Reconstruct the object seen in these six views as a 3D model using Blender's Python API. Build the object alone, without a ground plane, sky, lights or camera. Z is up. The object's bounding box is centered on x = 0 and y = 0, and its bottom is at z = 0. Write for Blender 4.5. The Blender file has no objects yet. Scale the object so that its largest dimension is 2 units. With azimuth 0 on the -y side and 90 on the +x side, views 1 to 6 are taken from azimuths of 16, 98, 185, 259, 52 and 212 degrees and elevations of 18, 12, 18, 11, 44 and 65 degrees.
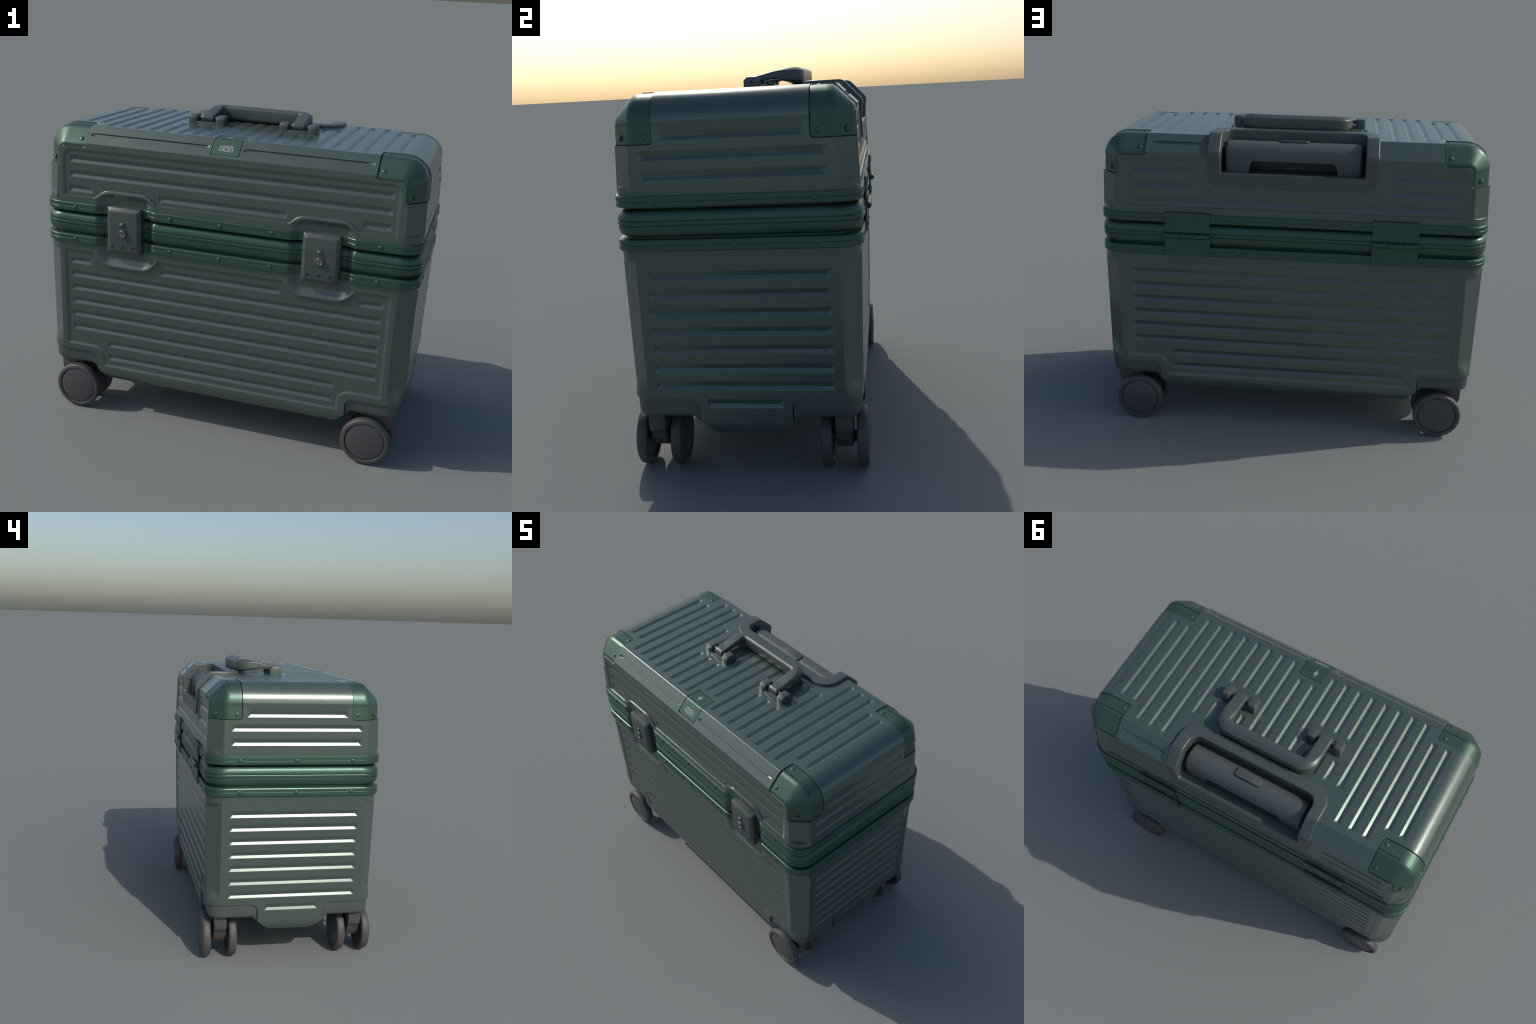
"""Green-grey grooved aluminium pilot case on four twin casters."""
import bpy, bmesh, math
import numpy as np
from mathutils import Vector, Matrix

# ------------------------------------------------------------------ helpers
def ss(a, b, v):
    t = np.clip((np.asarray(v, float) - a) / (b - a), 0, 1)
    return t * t * (3 - 2 * t)

def crisp(e, d=0.0012):
    return [e - d, e, e + d]

def lines(lo, hi, step, *feats):
    """Sorted sample lines: an even base plus points or dense (a, b, step) runs."""
    pts = list(np.linspace(lo, hi, max(2, int(round((hi - lo) / step)) + 1)))
    keep = [lo, hi]
    for f in feats:
        if isinstance(f, tuple):
            keep += list(np.linspace(f[0], f[1], max(2, int(round((f[1] - f[0]) / f[2])) + 1)))
        else:
            keep += list(f)
    keep = sorted(k for k in keep if lo <= k <= hi)
    out = []
    for k in keep:
        if not out or k - out[-1] > 3e-4:
            out.append(k)
    if hi - out[-1] < 1e-9: out[-1] = hi
    res = list(out)
    arr = np.array(out)
    for p in pts:
        if np.min(np.abs(arr - p)) > step * 0.35:
            res.append(p)
    return np.array(sorted(res))

class Build:
    """Collects grid patches into one mesh."""
    def __init__(self):
        self.v, self.f, self.n = [], [], 0
    def grid(self, P, close_u=False, close_v=False, flip=False, mask=None):
        P = np.asarray(P, float)
        n, m = P.shape[:2]
        idx = np.arange(n * m).reshape(n, m) + self.n
        if close_u: idx = np.vstack([idx, idx[:1]])
        if close_v: idx = np.hstack([idx, idx[:, :1]])
        q = np.stack([idx[:-1, :-1], idx[1:, :-1], idx[1:, 1:], idx[:-1, 1:]], -1)
        if mask is not None: q = q[mask]
        q = q.reshape(-1, 4)
        if flip: q = q[:, ::-1]
        self.v.append(P.reshape(-1, 3)); self.f += q.tolist(); self.n += n * m
        return idx
    def poly(self, pts, flip=False):
        pts = np.asarray(pts, float)
        f = list(range(self.n, self.n + len(pts)))
        self.v.append(pts); self.n += len(pts)
        self.f.append(f[::-1] if flip else f)
    def mesh(self, name, weld=1e-5, smooth=True, angle=None, recalc=False):
        me = bpy.data.meshes.new(name)
        V = np.vstack(self.v)
        me.from_pydata(V.tolist(), [], self.f)
        bm = bmesh.new(); bm.from_mesh(me)
        if weld: bmesh.ops.remove_doubles(bm, verts=bm.verts, dist=weld)
        loose = [v for v in bm.verts if not v.link_faces]
        if loose: bmesh.ops.delete(bm, geom=loose, context='VERTS')
        if recalc: bmesh.ops.recalc_face_normals(bm, faces=bm.faces)
        bm.to_mesh(me); bm.free()
        if smooth: me.shade_smooth()
        if angle: me.set_sharp_from_angle(angle=math.radians(angle))
        return me

def add(name, me, parent, mat, loc=(0, 0, 0), rot=(0, 0, 0)):
    o = bpy.data.objects.new(name, me)
    bpy.context.scene.collection.objects.link(o)
    o.parent = parent
    o.location = loc; o.rotation_euler = rot
    if mat is not None and not me.materials: me.materials.append(mat)
    return o

def bm_mesh(bm, name, smooth=True, angle=35):
    me = bpy.data.meshes.new(name)
    bmesh.ops.recalc_face_normals(bm, faces=bm.faces)
    bm.to_mesh(me); bm.free()
    if smooth: me.shade_smooth()
    if angle: me.set_sharp_from_angle(angle=math.radians(angle))
    return me

def fillet(poly, r, n=5, closed=False):
    """Round the corners of a 2D polyline."""
    P = [np.array(p, float) for p in poly]
    out = []
    N = len(P)
    for i, p in enumerate(P):
        if not closed and i in (0, N - 1):
            out.append(p); continue
        a, b = P[i - 1], P[(i + 1) % N]
        la, lb = np.linalg.norm(a - p), np.linalg.norm(b - p)
        rr = min(r[i] if hasattr(r, '__len__') else r, la * .45, lb * .45)
        if rr < 1e-6:
            out.append(p); continue
        A, B = p + (a - p) / la * rr, p + (b - p) / lb * rr
        for t in np.linspace(0, 1, n):
            out.append((1 - t) ** 2 * A + 2 * t * (1 - t) * p + t * t * B)
    return np.array(out)

def box_bm(bm, x0, x1, y0, y1, z0, z1, bevel=0.0, seg=2):
    g = bmesh.ops.create_cube(bm, size=1)
    vs = g['verts']
    for v in vs:
        v.co = Vector((x0 + (v.co.x + .5) * (x1 - x0), y0 + (v.co.y + .5) * (y1 - y0), z0 + (v.co.z + .5) * (z1 - z0)))
    if bevel:
        es = list({e for v in vs for e in v.link_edges})
        bmesh.ops.bevel(bm, geom=es, offset=bevel, segments=seg, affect='EDGES', profile=.5)

def extrude_profile(bm, prof, axis, a, b, bevel=0.0, seg=2):
    """Extrude a closed 2D profile along an axis ('x' or 'y') from a to b."""
    def P(u, w, t):
        return (t, u, w) if axis == 'x' else (u, t, w)
    v0 = [bm.verts.new(P(u, w, a)) for u, w in prof]
    v1 = [bm.verts.new(P(u, w, b)) for u, w in prof]
    n = len(prof)
    fs = [bm.faces.new(v0), bm.faces.new(v1[::-1])]
    es = list(fs[0].edges) + list(fs[1].edges)
    for i in range(n):
        fs.append(bm.faces.new((v0[i], v1[i], v1[(i + 1) % n], v0[(i + 1) % n])))
    bmesh.ops.recalc_face_normals(bm, faces=fs)
    if bevel:
        bmesh.ops.bevel(bm, geom=es, offset=bevel, segments=seg, affect='EDGES', profile=.5)

def lathe(prof, n=64, axis='y'):
    """Revolve (radius, along) profile about an axis."""
    B = Build()
    th = np.linspace(0, 2 * np.pi, n, endpoint=False)
    prof = np.array(prof, float)
    R, A = prof[:, 0][None], prof[:, 1][None]
    c, s = np.cos(th)[:, None], np.sin(th)[:, None]
    o = A + 0 * c
    if axis == 'y': P = np.stack([R * c, o, R * s], -1)
    elif axis == 'z': P = np.stack([R * c, R * s, o], -1)
    else: P = np.stack([o, R * c, R * s], -1)
    B.grid(P, close_u=True)
    return B

# ---------------------------------------------------------------- materials
def material(name, col, metal, rough, grain=0.0, grain_scale=300, rough_var=0.0, col_var=0.0,
             bump=0.0, bump_scale=250, coat=0.0, spec=0.5, stretch=(1, 1, 1)):
    m = bpy.data.materials.new(name); m.use_nodes = True
    nt = m.node_tree; N = nt.nodes; L = nt.links
    b = N['Principled BSDF']
    b.inputs['Base Color'].default_value = (*col, 1)
    b.inputs['Metallic'].default_value = metal
    b.inputs['Roughness'].default_value = rough
    b.inputs['Specular IOR Level'].default_value = spec
    b.inputs['Coat Weight'].default_value = coat; b.inputs['Coat Roughness'].default_value = rough
    tc = N.new('ShaderNodeTexCoord'); mp = N.new('ShaderNodeMapping')
    mp.inputs['Scale'].default_value = stretch
    L.new(tc.outputs['Object'], mp.inputs['Vector'])
    if rough_var or col_var:
        n1 = N.new('ShaderNodeTexNoise'); n1.inputs['Scale'].default_value = 14; n1.inputs['Detail'].default_value = 6
        n1.inputs['Roughness'].default_value = .65
        L.new(mp.outputs[0], n1.inputs['Vector'])
        if rough_var:
            r = N.new('ShaderNodeMapRange')
            r.inputs['From Min'].default_value = .3; r.inputs['From Max'].default_value = .7
            r.inputs['To Min'].default_value = rough - rough_var; r.inputs['To Max'].default_value = rough + rough_var
            L.new(n1.outputs['Fac'], r.inputs['Value']); L.new(r.outputs[0], b.inputs['Roughness'])
            if grain:      # fine frosted grain that breaks up the edges of highlights
                n4 = N.new('ShaderNodeTexNoise'); n4.inputs['Scale'].default_value = grain_scale; n4.inputs['Detail'].default_value = 1.5
                n4.inputs['Roughness'].default_value = .7
                L.new(mp.outputs[0], n4.inputs['Vector'])
                g = N.new('ShaderNodeMapRange'); g.inputs['From Min'].default_value = .3; g.inputs['From Max'].default_value = .7
                g.inputs['To Min'].default_value = -grain; g.inputs['To Max'].default_value = grain
                ad = N.new('ShaderNodeMath'); ad.operation = 'ADD'
                L.new(n4.outputs['Fac'], g.inputs['Value']); L.new(r.outputs[0], ad.inputs[0]); L.new(g.outputs[0], ad.inputs[1])
                L.new(ad.outputs[0], b.inputs['Roughness']); L.new(ad.outputs[0], b.inputs['Coat Roughness'])
        if col_var:
            n2 = N.new('ShaderNodeTexNoise'); n2.inputs['Scale'].default_value = 5; n2.inputs['Detail'].default_value = 5
            L.new(mp.outputs[0], n2.inputs['Vector'])
            cr = N.new('ShaderNodeValToRGB')
            cr.color_ramp.elements[0].position = .3; cr.color_ramp.elements[1].position = .7
            cr.color_ramp.elements[0].color = (*[c * (1 - col_var) for c in col], 1)
            cr.color_ramp.elements[1].color = (*[min(1, c * (1 + col_var)) for c in col], 1)
            L.new(n2.outputs['Fac'], cr.inputs['Fac']); L.new(cr.outputs['Color'], b.inputs['Base Color'])
    if bump:
        n3 = N.new('ShaderNodeTexNoise'); n3.inputs['Scale'].default_value = bump_scale; n3.inputs['Detail'].default_value = 3
        L.new(mp.outputs[0], n3.inputs['Vector'])
        bp = N.new('ShaderNodeBump'); bp.inputs['Strength'].default_value = bump; bp.inputs['Distance'].default_value = .002
        L.new(n3.outputs['Fac'], bp.inputs['Height']); L.new(bp.outputs[0], b.inputs['Normal'])
    return m

M_SHELL = material('green_grey_aluminium', (.097, .135, .120), .40, .25, rough_var=.025, grain=.012, grain_scale=80, spec=.8, coat=.18)
M_GREEN = material('anodised_green', (.063, .120, .093), .5, .40, rough_var=.03, col_var=.02, bump=.02, bump_scale=500)
M_BAND = material('anodised_dark_green', (.060, .116, .090), .55, .38, rough_var=.03, bump=.02, bump_scale=500)
M_GREY = material('satin_grey_alloy', (.090, .110, .105), .25, .37, rough_var=.05, col_var=.03, bump=.03, bump_scale=420)
M_LATCH = material('grey_latch_alloy', (.084, .104, .099), .25, .40, rough_var=.04, bump=.03, bump_scale=420)
M_PLAST = material('grey_plastic', (.088, .107, .106), .1, .42, rough_var=.04, bump=.03, bump_scale=500)
M_TYRE = material('dark_rubber', (.075, .072, .072), 0, .55, rough_var=.05, col_var=.06, bump=.05, bump_scale=260)
M_CAP = material('hub_plastic', (.078, .077, .08), 0, .42, rough_var=.04, bump=.03)
M_FORK = material('fork_plastic', (.08, .078, .078), .1, .42, bump=.03)
M_STEEL = material('polished_steel', (.6, .58, .6), 1, .22)
M_BLACK = material('dark_void', (.012, .013, .013), 0, .6)
M_INK = material('silver_lettering', (.33, .34, .37), .2, .45)

# --------------------------------------------------------------- dimensions
LX = 0.518                                   # latch centre, both sides
def hx_base(z): return 0.9765 + (np.asarray(z) - .33) * .0167
def hy_base(z): return 0.4730 + (np.asarray(z) - .33) * .0160
def hx_lid(z): return 0.9815 + (1.417 - np.asarray(z)) * .028
def hy_lid(z): return 0.4833 - (np.asarray(z) - 1.225) * .033
Z_SEAM_X, Z_SEAM_Y = 0.9862, 0.4842            # half sizes at the closing bands

def groove(u, v, u0, u1, lo, hi, vf=.42, depth=.0075, e=.017):
    """Hip-ended V groove in the (u, v) plane; vf = valley position from lo."""
    va = lo + (hi - lo) * vf
    d = np.minimum((hi - v) / (hi - va), (v - lo) / (va - lo))
    d = np.minimum(d, np.minimum((u - u0) / e, (u1 - u) / e))
    return -depth * np.clip(d, 0, 1)

def groove_lines(lo, hi, vf=.42):
    va = lo + (hi - lo) * vf
    return crisp(lo) + crisp(va, .001) + crisp(hi) + [(lo + va) / 2, (va + hi) / 2]

def end_lines(e, inward, run=.017):
    s = 1 if inward else -1
    return crisp(e) + [e + s * run * t for t in (.2, .4, .6, .8, 1, 1.12)]

def sd_box(px, pz, cx, cz, hx, hz, r):
    qx, qz = np.abs(px - cx) - hx + r, np.abs(pz - cz) - hz + r
    return np.hypot(np.maximum(qx, 0), np.maximum(qz, 0)) + np.minimum(np.maximum(qx, qz), 0) - r

def arch(u, foot, top):
    t = np.clip((foot - np.abs(u)) / (foot - top), 0, 1)
    return 1 - (1 - t) ** 2

def latch_u(x):
    return np.minimum(np.abs(x - LX), np.abs(x + LX))

def latch_dip(x, y, depth=.024):
    """How far the closing bands dip inwards behind the latches (front only)."""
    return np.where(y < 0, depth * ss(.168, .112, latch_u(x)), 0)

# perimeter columns: list of (kind, parameter, sign_x, sign_y)
def perimeter(xl, yl, nc=13):
    cols = []
    tc = np.array(sorted(set(np.round(np.concatenate([np.linspace(0, 1, nc), [.03, .06, .94, .97]]), 4))))[1:-1]
    for x in xl: cols.append(('f', x))
    for t in tc: cols.append(('c', 0, t))            # front right
    for y in yl: cols.append(('r', y))
    for t in tc: cols.append(('c', 1, t))            # back right
    for x in xl[::-1]: cols.append(('b', x))
    for t in tc: cols.append(('c', 2, t))
    for y in yl[::-1]: cols.append(('l', y))
    for t in tc: cols.append(('c', 3, t))
    return cols

RCORNER = .108            # corner radius of the closing bands
CX, CY = .90, .405          # where the corner starts on the long and short sides

def ring_xy(cols, hx, hy, rnd, R=None):
    """Points of the perimeter for half sizes hx, hy; rnd 0 = chamfer, 1 = round corner."""
    out = np.zeros((len(cols), 2))
    R = R or RCORNER
    A0, A1 = math.asin(min(1, max(0, (CX - hx + R) / R))), math.acos(min(1, max(0, (CY - hy + R) / R)))
    drop = lambda v, h: rnd * (R - math.sqrt(max(R * R - max(abs(v) - (h - R), 0) ** 2, 0)))
    for i, c in enumerate(cols):
        k = c[0]
        if k == 'f': out[i] = (c[1], -hy + drop(c[1], hx))
        elif k == 'b': out[i] = (c[1], hy - drop(c[1], hx))
        elif k == 'r': out[i] = (hx - drop(c[1], hy), c[1])
        elif k == 'l': out[i] = (-hx + drop(c[1], hy), c[1])
        else:
            q, t = c[1], c[2]
            tt = t if q in (0, 2) else 1 - t         # 0 at long side, 1 at short side
            a = A0 + (A1 - A0) * tt
            ex, ey = hx - R + R * math.sin(a), hy - R + R * math.cos(a)
            lx_, ly_ = CX + (hx - CX) * tt, hy + (CY - hy) * tt
            x, y = rnd * ex + (1 - rnd) * lx_, rnd * ey + (1 - rnd) * ly_
            sx = 1 if q in (0, 1) else -1
            sy = -1 if q in (0, 3) else 1
            out[i] = (sx * x, sy * y)
    return out

# ------------------------------------------------------------------- root
root = bpy.data.objects.new('pilot_case', None)
bpy.context.scene.collection.objects.link(root)
root.location = (0, -.0012, 0)
root['label'] = 'green grey grooved aluminium pilot case with handle and wheels'
root['category'] = 'suitcase'

# -------------------------------------------------------------- base shell
ROW = [.851, .775, .699, .6215, .5455, .467]
GH = .0375
LOWROW = [.390, .312]
def base_front(x, z, back=False):
    ax = np.abs(x)
    # panel inside a soft raised border
    d = np.minimum(.874 - ax, z - .270)
    dh = sd_box(ax, z, 1.0, .20, 1.0 - .660, .375 - .20, .055)
    d = np.minimum(d, dh)
    h = -.006 * ss(0, .017, d)
    for i, lo in enumerate(ROW):
        segs = [(-.836, .836)]
        if i == 0 and not back: segs = [(-.838, -.716), (-.325, .325), (.716, .838)]
        for a, b in segs: h = h + groove(x, z, a, b, lo, lo + GH)
    for lo in LOWROW: h = h + groove(x, z, -.628, .628, lo, lo + GH)
    # pocket for the wheel housing
    dp = sd_box(ax, z, 1.2, .2, 1.2 - .693, .348 - .2, .045)
    h = h - .05 * ss(0, -.0015, dp)
    if not back:     # hollow behind the latch scoop
        h = h - .05 * ss(0, .006, z - (.9295 - .073 * arch(latch_u(x), .187, .085)) - .004)
    return h

def base_end(y, z):
    ay = np.abs(y)
    h = 0 * y
    for lo in ROW + [.391]: h = h + groove(y, z, -.364, .364, lo, lo + GH)
    h = h + groove(y, z, -.155, .155, .315, .315 + GH)
    dp = sd_box(ay, z, 1.2, .2, 1.2 - .190, .352 - .2, .045)
    return h - .05 * ss(0, -.0015, dp)

def make_base():
    B = Build()
    xf = []
    for e, inw in ((.837, 0), (.716, 1), (.325, 0), (.628, 0)):
        xf += end_lines(e, inw)
    xf = xf + [-v for v in xf]
    xl = lines(-CX, CX, .03, xf, (.635, .745, .003), (-.745, -.635, .003), (.850, .880, .004), (-.880, -.850, .004),
               crisp(.693, .0015), crisp(-.693, .0015), (.33, .71, .006), (-.71, -.33, .006), [.896, -.896])
    yf = end_lines(.364, 0) + end_lines(.155, 0) + crisp(.190, .0015)
    yl = lines(-CY, CY, .03, yf, [-v for v in yf], (.185, .24, .003), (-.24, -.185, .003), [.401, -.401])
    zf = []
    for lo in ROW + [.391] + LOWROW + [.315]: zf += groove_lines(lo, lo + GH)
    zl = lines(.250, .945, .02, zf, (.265, .395, .004), crisp(.348, .0015), crisp(.352, .0015), (.40, .46, .01), (.845, .945, .006))
    cols = perimeter(xl, yl)
    kind = np.array([c[0] for c in cols])
    C, Zn = len(cols), len(zl)
    P = np.zeros((C, Zn, 3))
    for j, z in enumerate(zl):
        rnd = ss(.45, .36, z)
        P[:, j, :2] = ring_xy(cols, hx_base(z) + .002 * float(rnd), hy_base(z) + .001 * float(rnd), float(rnd), R=.080); P[:, j, 2] = z
    def disp(P):
        for k, sgn, ax in (('f', 1, 1), ('b', -1, 1)):
            m = kind == k
            P[m, :, 1] -= sgn * base_front(P[m, :, 0], P[m, :, 2], back=(k == 'b'))
        for k, sgn in (('r', 1), ('l', -1)):
            m = kind == k
            P[m, :, 0] += sgn * base_end(P[m, :, 1], P[m, :, 2])
    disp(P)
    m = kind == 'c'            # corners sink below the housings
    z = P[m, :, 2]
    sink = .05 * ss(.3505, .3475, z)
    r = np.hypot(P[m, :, 0], P[m, :, 1])
    for a, h in ((0, .985), (1, .472)):
        P[m, :, a] -= np.sign(P[m, :, a]) * sink
    Pc = np.concatenate([P, P[:1]], 0)
    cen = (Pc[:-1, :-1] + Pc[1:, 1:]) / 2
    well = (cen[..., 2] < .30) & (np.abs(cen[..., 0]) > .70) & (np.abs(cen[..., 1]) > .198)
    B.grid(P, close_u=True, flip=True, mask=~well)
    # belly between the wheel wells: rounded edge down to a flat bottom
    ths = np.linspace(0, 1, 12)
    z0, drop, inset = .252, .068, .066
    x0, x1, y0, y1 = .691, .622, .188, .105
    xb = np.array([x for x in xl if abs(x) <= x0 + 1e-6]); yb = np.array([y for y in yl if abs(y) <= y0 + 1e-6])
    def rows(k):
        R = []
        for t in ths:
            a = t * math.pi / 2
            off, z = -inset * (1 - math.cos(a)), z0 - drop * math.sin(a)
            fx = 1 + (x1 / x0 - 1) * math.sin(a) ** 1.2; fy = 1 + (y1 / y0 - 1) * math.sin(a) ** 1.2
            if k in 'fb':
                s = -1 if k == 'f' else 1
                R.append(np.stack([xb * fx, np.full(len(xb), s * (hy_base(z0) + off)), np.full(len(xb), z)], -1))
            else:
                s = 1 if k == 'r' else -1
                R.append(np.stack([np.full(len(yb), s * (hx_base(z0) + off)), yb * fy, np.full(len(yb), z)], -1))
        return np.array(R)
    G = {k: rows(k) for k in 'fbrl'}
    for k in 'fbrl': B.grid(G[k], flip=(k in 'bl') ^ (k in 'rl') ^ False)
    for sx, kx in ((1, 'r'), (-1, 'l')):
        for sy, ky in ((-1, 'f'), (1, 'b')):
            a = G[ky][:, -1 if sx > 0 else 0]; b = G[kx][:, -1 if sy > 0 else 0]
            c = np.stack([a[:, 0], b[:, 1], a[:, 2]], -1)
            top = lambda q: np.vstack([q[:1] + [[0, 0, .1]], q])
            B.grid(np.stack([top(a), top(c), top(b)], 1), flip=sx * sy > 0)
    zb = z0 - drop
    fx, fy = abs(G['f'][-1, 0, 1]), abs(G['r'][-1, 0, 0])
    B.poly([(-x1, -fx, zb), (-x1, fx, zb), (x1, fx, zb), (x1, -fx, zb)])
    for s in (1, -1):
        B.poly([(s * x1, -y1, zb), (s * x1, y1, zb), (s * fy, y1, zb), (s * fy, -y1, zb)], flip=s < 0)
    return B.mesh('base_shell', recalc=False, angle=60)

base_shell = add('base_shell', make_base(), root, M_SHELL)

# ---------------------------------------------- collars, rims, closing bands
XL_BAND = lines(-CX, CX, .04, (.33, .71, .006), (-.71, -.33, .006), (.85, .9, .012), (-.9, -.85, .012))
YL_BAND = lines(-CY, CY, .08, (.34, .405, .012), (-.405, -.34, .012))
BAND = perimeter(XL_BAND, YL_BAND, nc=17)

def sweep_ring(name, prof, mat, dip=True, kick=5e-4):
    """prof: (offset, z) list swept round the case with rounded corners."""
    B = Build()
    pts = []
    for i, p in enumerate(prof):
        p = np.array(p, float)
        for q in ((prof[i - 1] if i else None), None, (prof[i + 1] if i < len(prof) - 1 else None)):
            if q is None:
                if len(pts) == 0 or np.linalg.norm(pts[-1] - p) > 1e-7: pts.append(p)
            else:
                q = np.array(q, float); L = np.linalg.norm(q - p)
                if L > 4 * kick: pts.append(p + (q - p) / L * kick)
    ordered = []
    for p in pts:
        if not ordered or np.linalg.norm(ordered[-1] - p) > 1e-6: ordered.append(p)
    P = np.zeros((len(BAND), len(ordered), 3))
    for j, (o, z) in enumerate(ordered):
        P[:, j, :2] = ring_xy(BAND, Z_SEAM_X + o, Z_SEAM_Y + o, 1.0); P[:, j, 2] = z
    if dip: P[..., 1] += latch_dip(P[..., 0], P[..., 1])
    B.grid(P, close_u=True)
    return add(name, B.mesh(name), root, mat)

def collar(name, up):
    """Smooth collar between shell and rim; bulges round each latch as an arch."""
    B = Build()
    n = 26
    rows = np.concatenate([np.linspace(0, .86, 12), np.linspace(.88, 1, 10)])
    P = np.zeros((len(BAND), len(rows) + 3, 3))
    off = .0005
    XY0 = ring_xy(BAND, Z_SEAM_X + off, Z_SEAM_Y + off, 1.0)
    front = XY0[:, 1] < -.45
    u = latch_u(XY0[:, 0])
    if up:
        zr, ze = 1.186, 1.2255 + np.where(front, .047 * arch(u, .172, .082), 0)
        slope = -.012
    else:
        zr, ze = .972, .9295 - np.where(front, .073 * arch(u, .187, .085), 0)
        slope = -.012
    for j, t in enumerate(rows):
        z = zr + t * (ze - zr)
        P[:, j, 0] = XY0[:, 0]; P[:, j, 1] = XY0[:, 1]; P[:, j, 2] = z
        drift = np.abs(z - zr) * .03
        P[:, j, 0] -= np.sign(P[:, j, 0]) * drift * (np.abs(XY0[:, 0]) > .95)
        P[:, j, 1] -= np.sign(P[:, j, 1]) * drift * (np.abs(XY0[:, 1]) > .45)
        edge = np.abs(ze - z)
        s = ss(.158, .108, u) * ss(.010, .055 if not up else .048, edge)
        P[:, j, 1] += np.where(front, .019 * s, 0)
        # raised bead along the arch
        foot = arch(u, .172, .082) if up else arch(u, .187, .085)
        bead = .0040 * ss(.0, .35, foot) * np.exp(-((edge - .011) / .010) ** 2)
        P[:, j, 1] -= np.where(front, bead, 0)
    # rolled edge and ledge
    dz = .0015 if up else -.0015
    last = P[:, len(rows) - 1].copy()
    nx = np.sign(last[:, 0]) * (np.abs(XY0[:, 0]) > .93); ny = np.sign(last[:, 1]) * (np.abs(XY0[:, 1]) > .43)
    for q, (ins, d) in enumerate(((.0008, dz), (.0025, dz * 1.3), (.03, dz * 1.3))):
        R = last.copy()
        R[:, 0] -= nx * ins; R[:, 1] -= ny * ins; R[:, 2] += d
        P[:, len(rows) + q] = R
    B.grid(P, close_u=True, flip=up is False)
    return B

bl = collar('c', False)
add('base_collar', bl.mesh('base_collar'), root, M_SHELL)
cl = collar('c', True)
add('lid_collar', cl.mesh('lid_collar'), root, M_SHELL)

def rim_profile(z0, z1):
    zm = (z0 + z1) / 2
    return [(-.02, z1), (.0065, z1), (.009, z1 - .003), (.0092, zm + .0018), (.0078, zm), (.0092, zm - .0018),
            (.009, z0 + .007), (.0065, z0 + .002), (.0, z0 - .0005), (-.036, z0 - .001)]
lid_rim = sweep_ring('lid_rim', rim_profile(1.143, 1.191)[::-1], M_BAND)
base_rim = sweep_ring('base_rim', [(o, 2 * .9945 - z) for o, z in rim_profile(.9705, 1.0185)], M_BAND)

def arc(c, r, a0, a1, n):
    return [(c[0] + r[0] * math.cos(math.radians(a)), c[1] + r[1] * math.sin(math.radians(a))) for a in np.linspace(a0, a1, n)]
up_band = [(-.028, 1.143), (-.028, 1.136)] + arc((-.020, 1.0965), (.0272, .0385), 96, 2, 14) + [(.0072, 1.0935), (.0035, 1.0925), (.0035, 1.0905)]
lo_band = [(.0035, 1.0905), (.0072, 1.0895), (.0084, 1.0865), (.0084, 1.0775), (.0072, 1.0745), (.0035, 1.0735), (.0035, 1.0712), (.0072, 1.0702)] + arc((-.012, 1.067), (.0192, .0385), -2, -100, 14) + [(-.020, 1.0255), (-.020, 1.0175)]
sweep_ring('lid_closing_band', up_band[::-1], M_BAND, kick=4e-4)
sweep_ring('base_closing_band', lo_band[::-1], M_BAND, kick=4e-4)

# --------------------------------------------------------------- lid shell
ZT, RA = 1.585, .120          # top height and end radius
CH = .080                     # chamfer inset; chamfer depth in y:
CHY = .078
PX, PY, PZ = .745, .303, 1.386   # corner protector footprint
def lid_path(side, xs, nt=26, extra=()):
    """U-shaped outline of the lid in xz: right side up, arc, top, arc, left side down."""
    pts = []
    zs = side
    for z in zs: pts.append((hx_lid(z), z))
    cx, cz = .9815 - RA, ZT - RA
    for a in np.linspace(0, math.pi / 2, nt)[1:-1]:
        pts.append((cx + RA * math.cos(a), cz + RA * math.sin(a)))
    for x in xs[::-1]: pts.append((x, ZT))
    for a in np.linspace(math.pi / 2, math.pi, nt)[1:-1]:
        pts.append((-cx + RA * math.cos(a), cz + RA * math.sin(a)))
    for z in zs[::-1]: pts.append((-hx_lid(z), z))
    pts = np.array(pts)
    nrm = np.zeros_like(pts)
    for i, (x, z) in enumerate(pts):
        if z <= cz + 1e-9: nrm[i] = (math.copysign(1, x), .028)
        elif abs(x) <= cx + 1e-9: nrm[i] = (0, 1)
        else: nrm[i] = (x - math.copysign(cx, x), z - cz)
        nrm[i] /= np.linalg.norm(nrm[i])
    return pts, nrm

TOPX = [(i - 10.5) * .0784 for i in range(22)]
GW = .035
def top_groove_spans(i):
    k = min(abs(i - 10.5) - .5, 99)
    k = int(k)
    if k == 0: return [(-.278, .19)]
    if k == 1: return [(-.364, .19)]
    if k in (2, 3, 4): return [(-.364, -.070), (.059, .187)]
    if k == 5: return [(-.364, .187)]
    if k in (6, 7, 8): return [(-.364, .364)]
    return [(-.275, .275)]
LROW = [1.399, 1.3225, 1.2455]
LEND = [(1.401, .277), (1.3255, .362), (1.2485, .362)]

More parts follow.
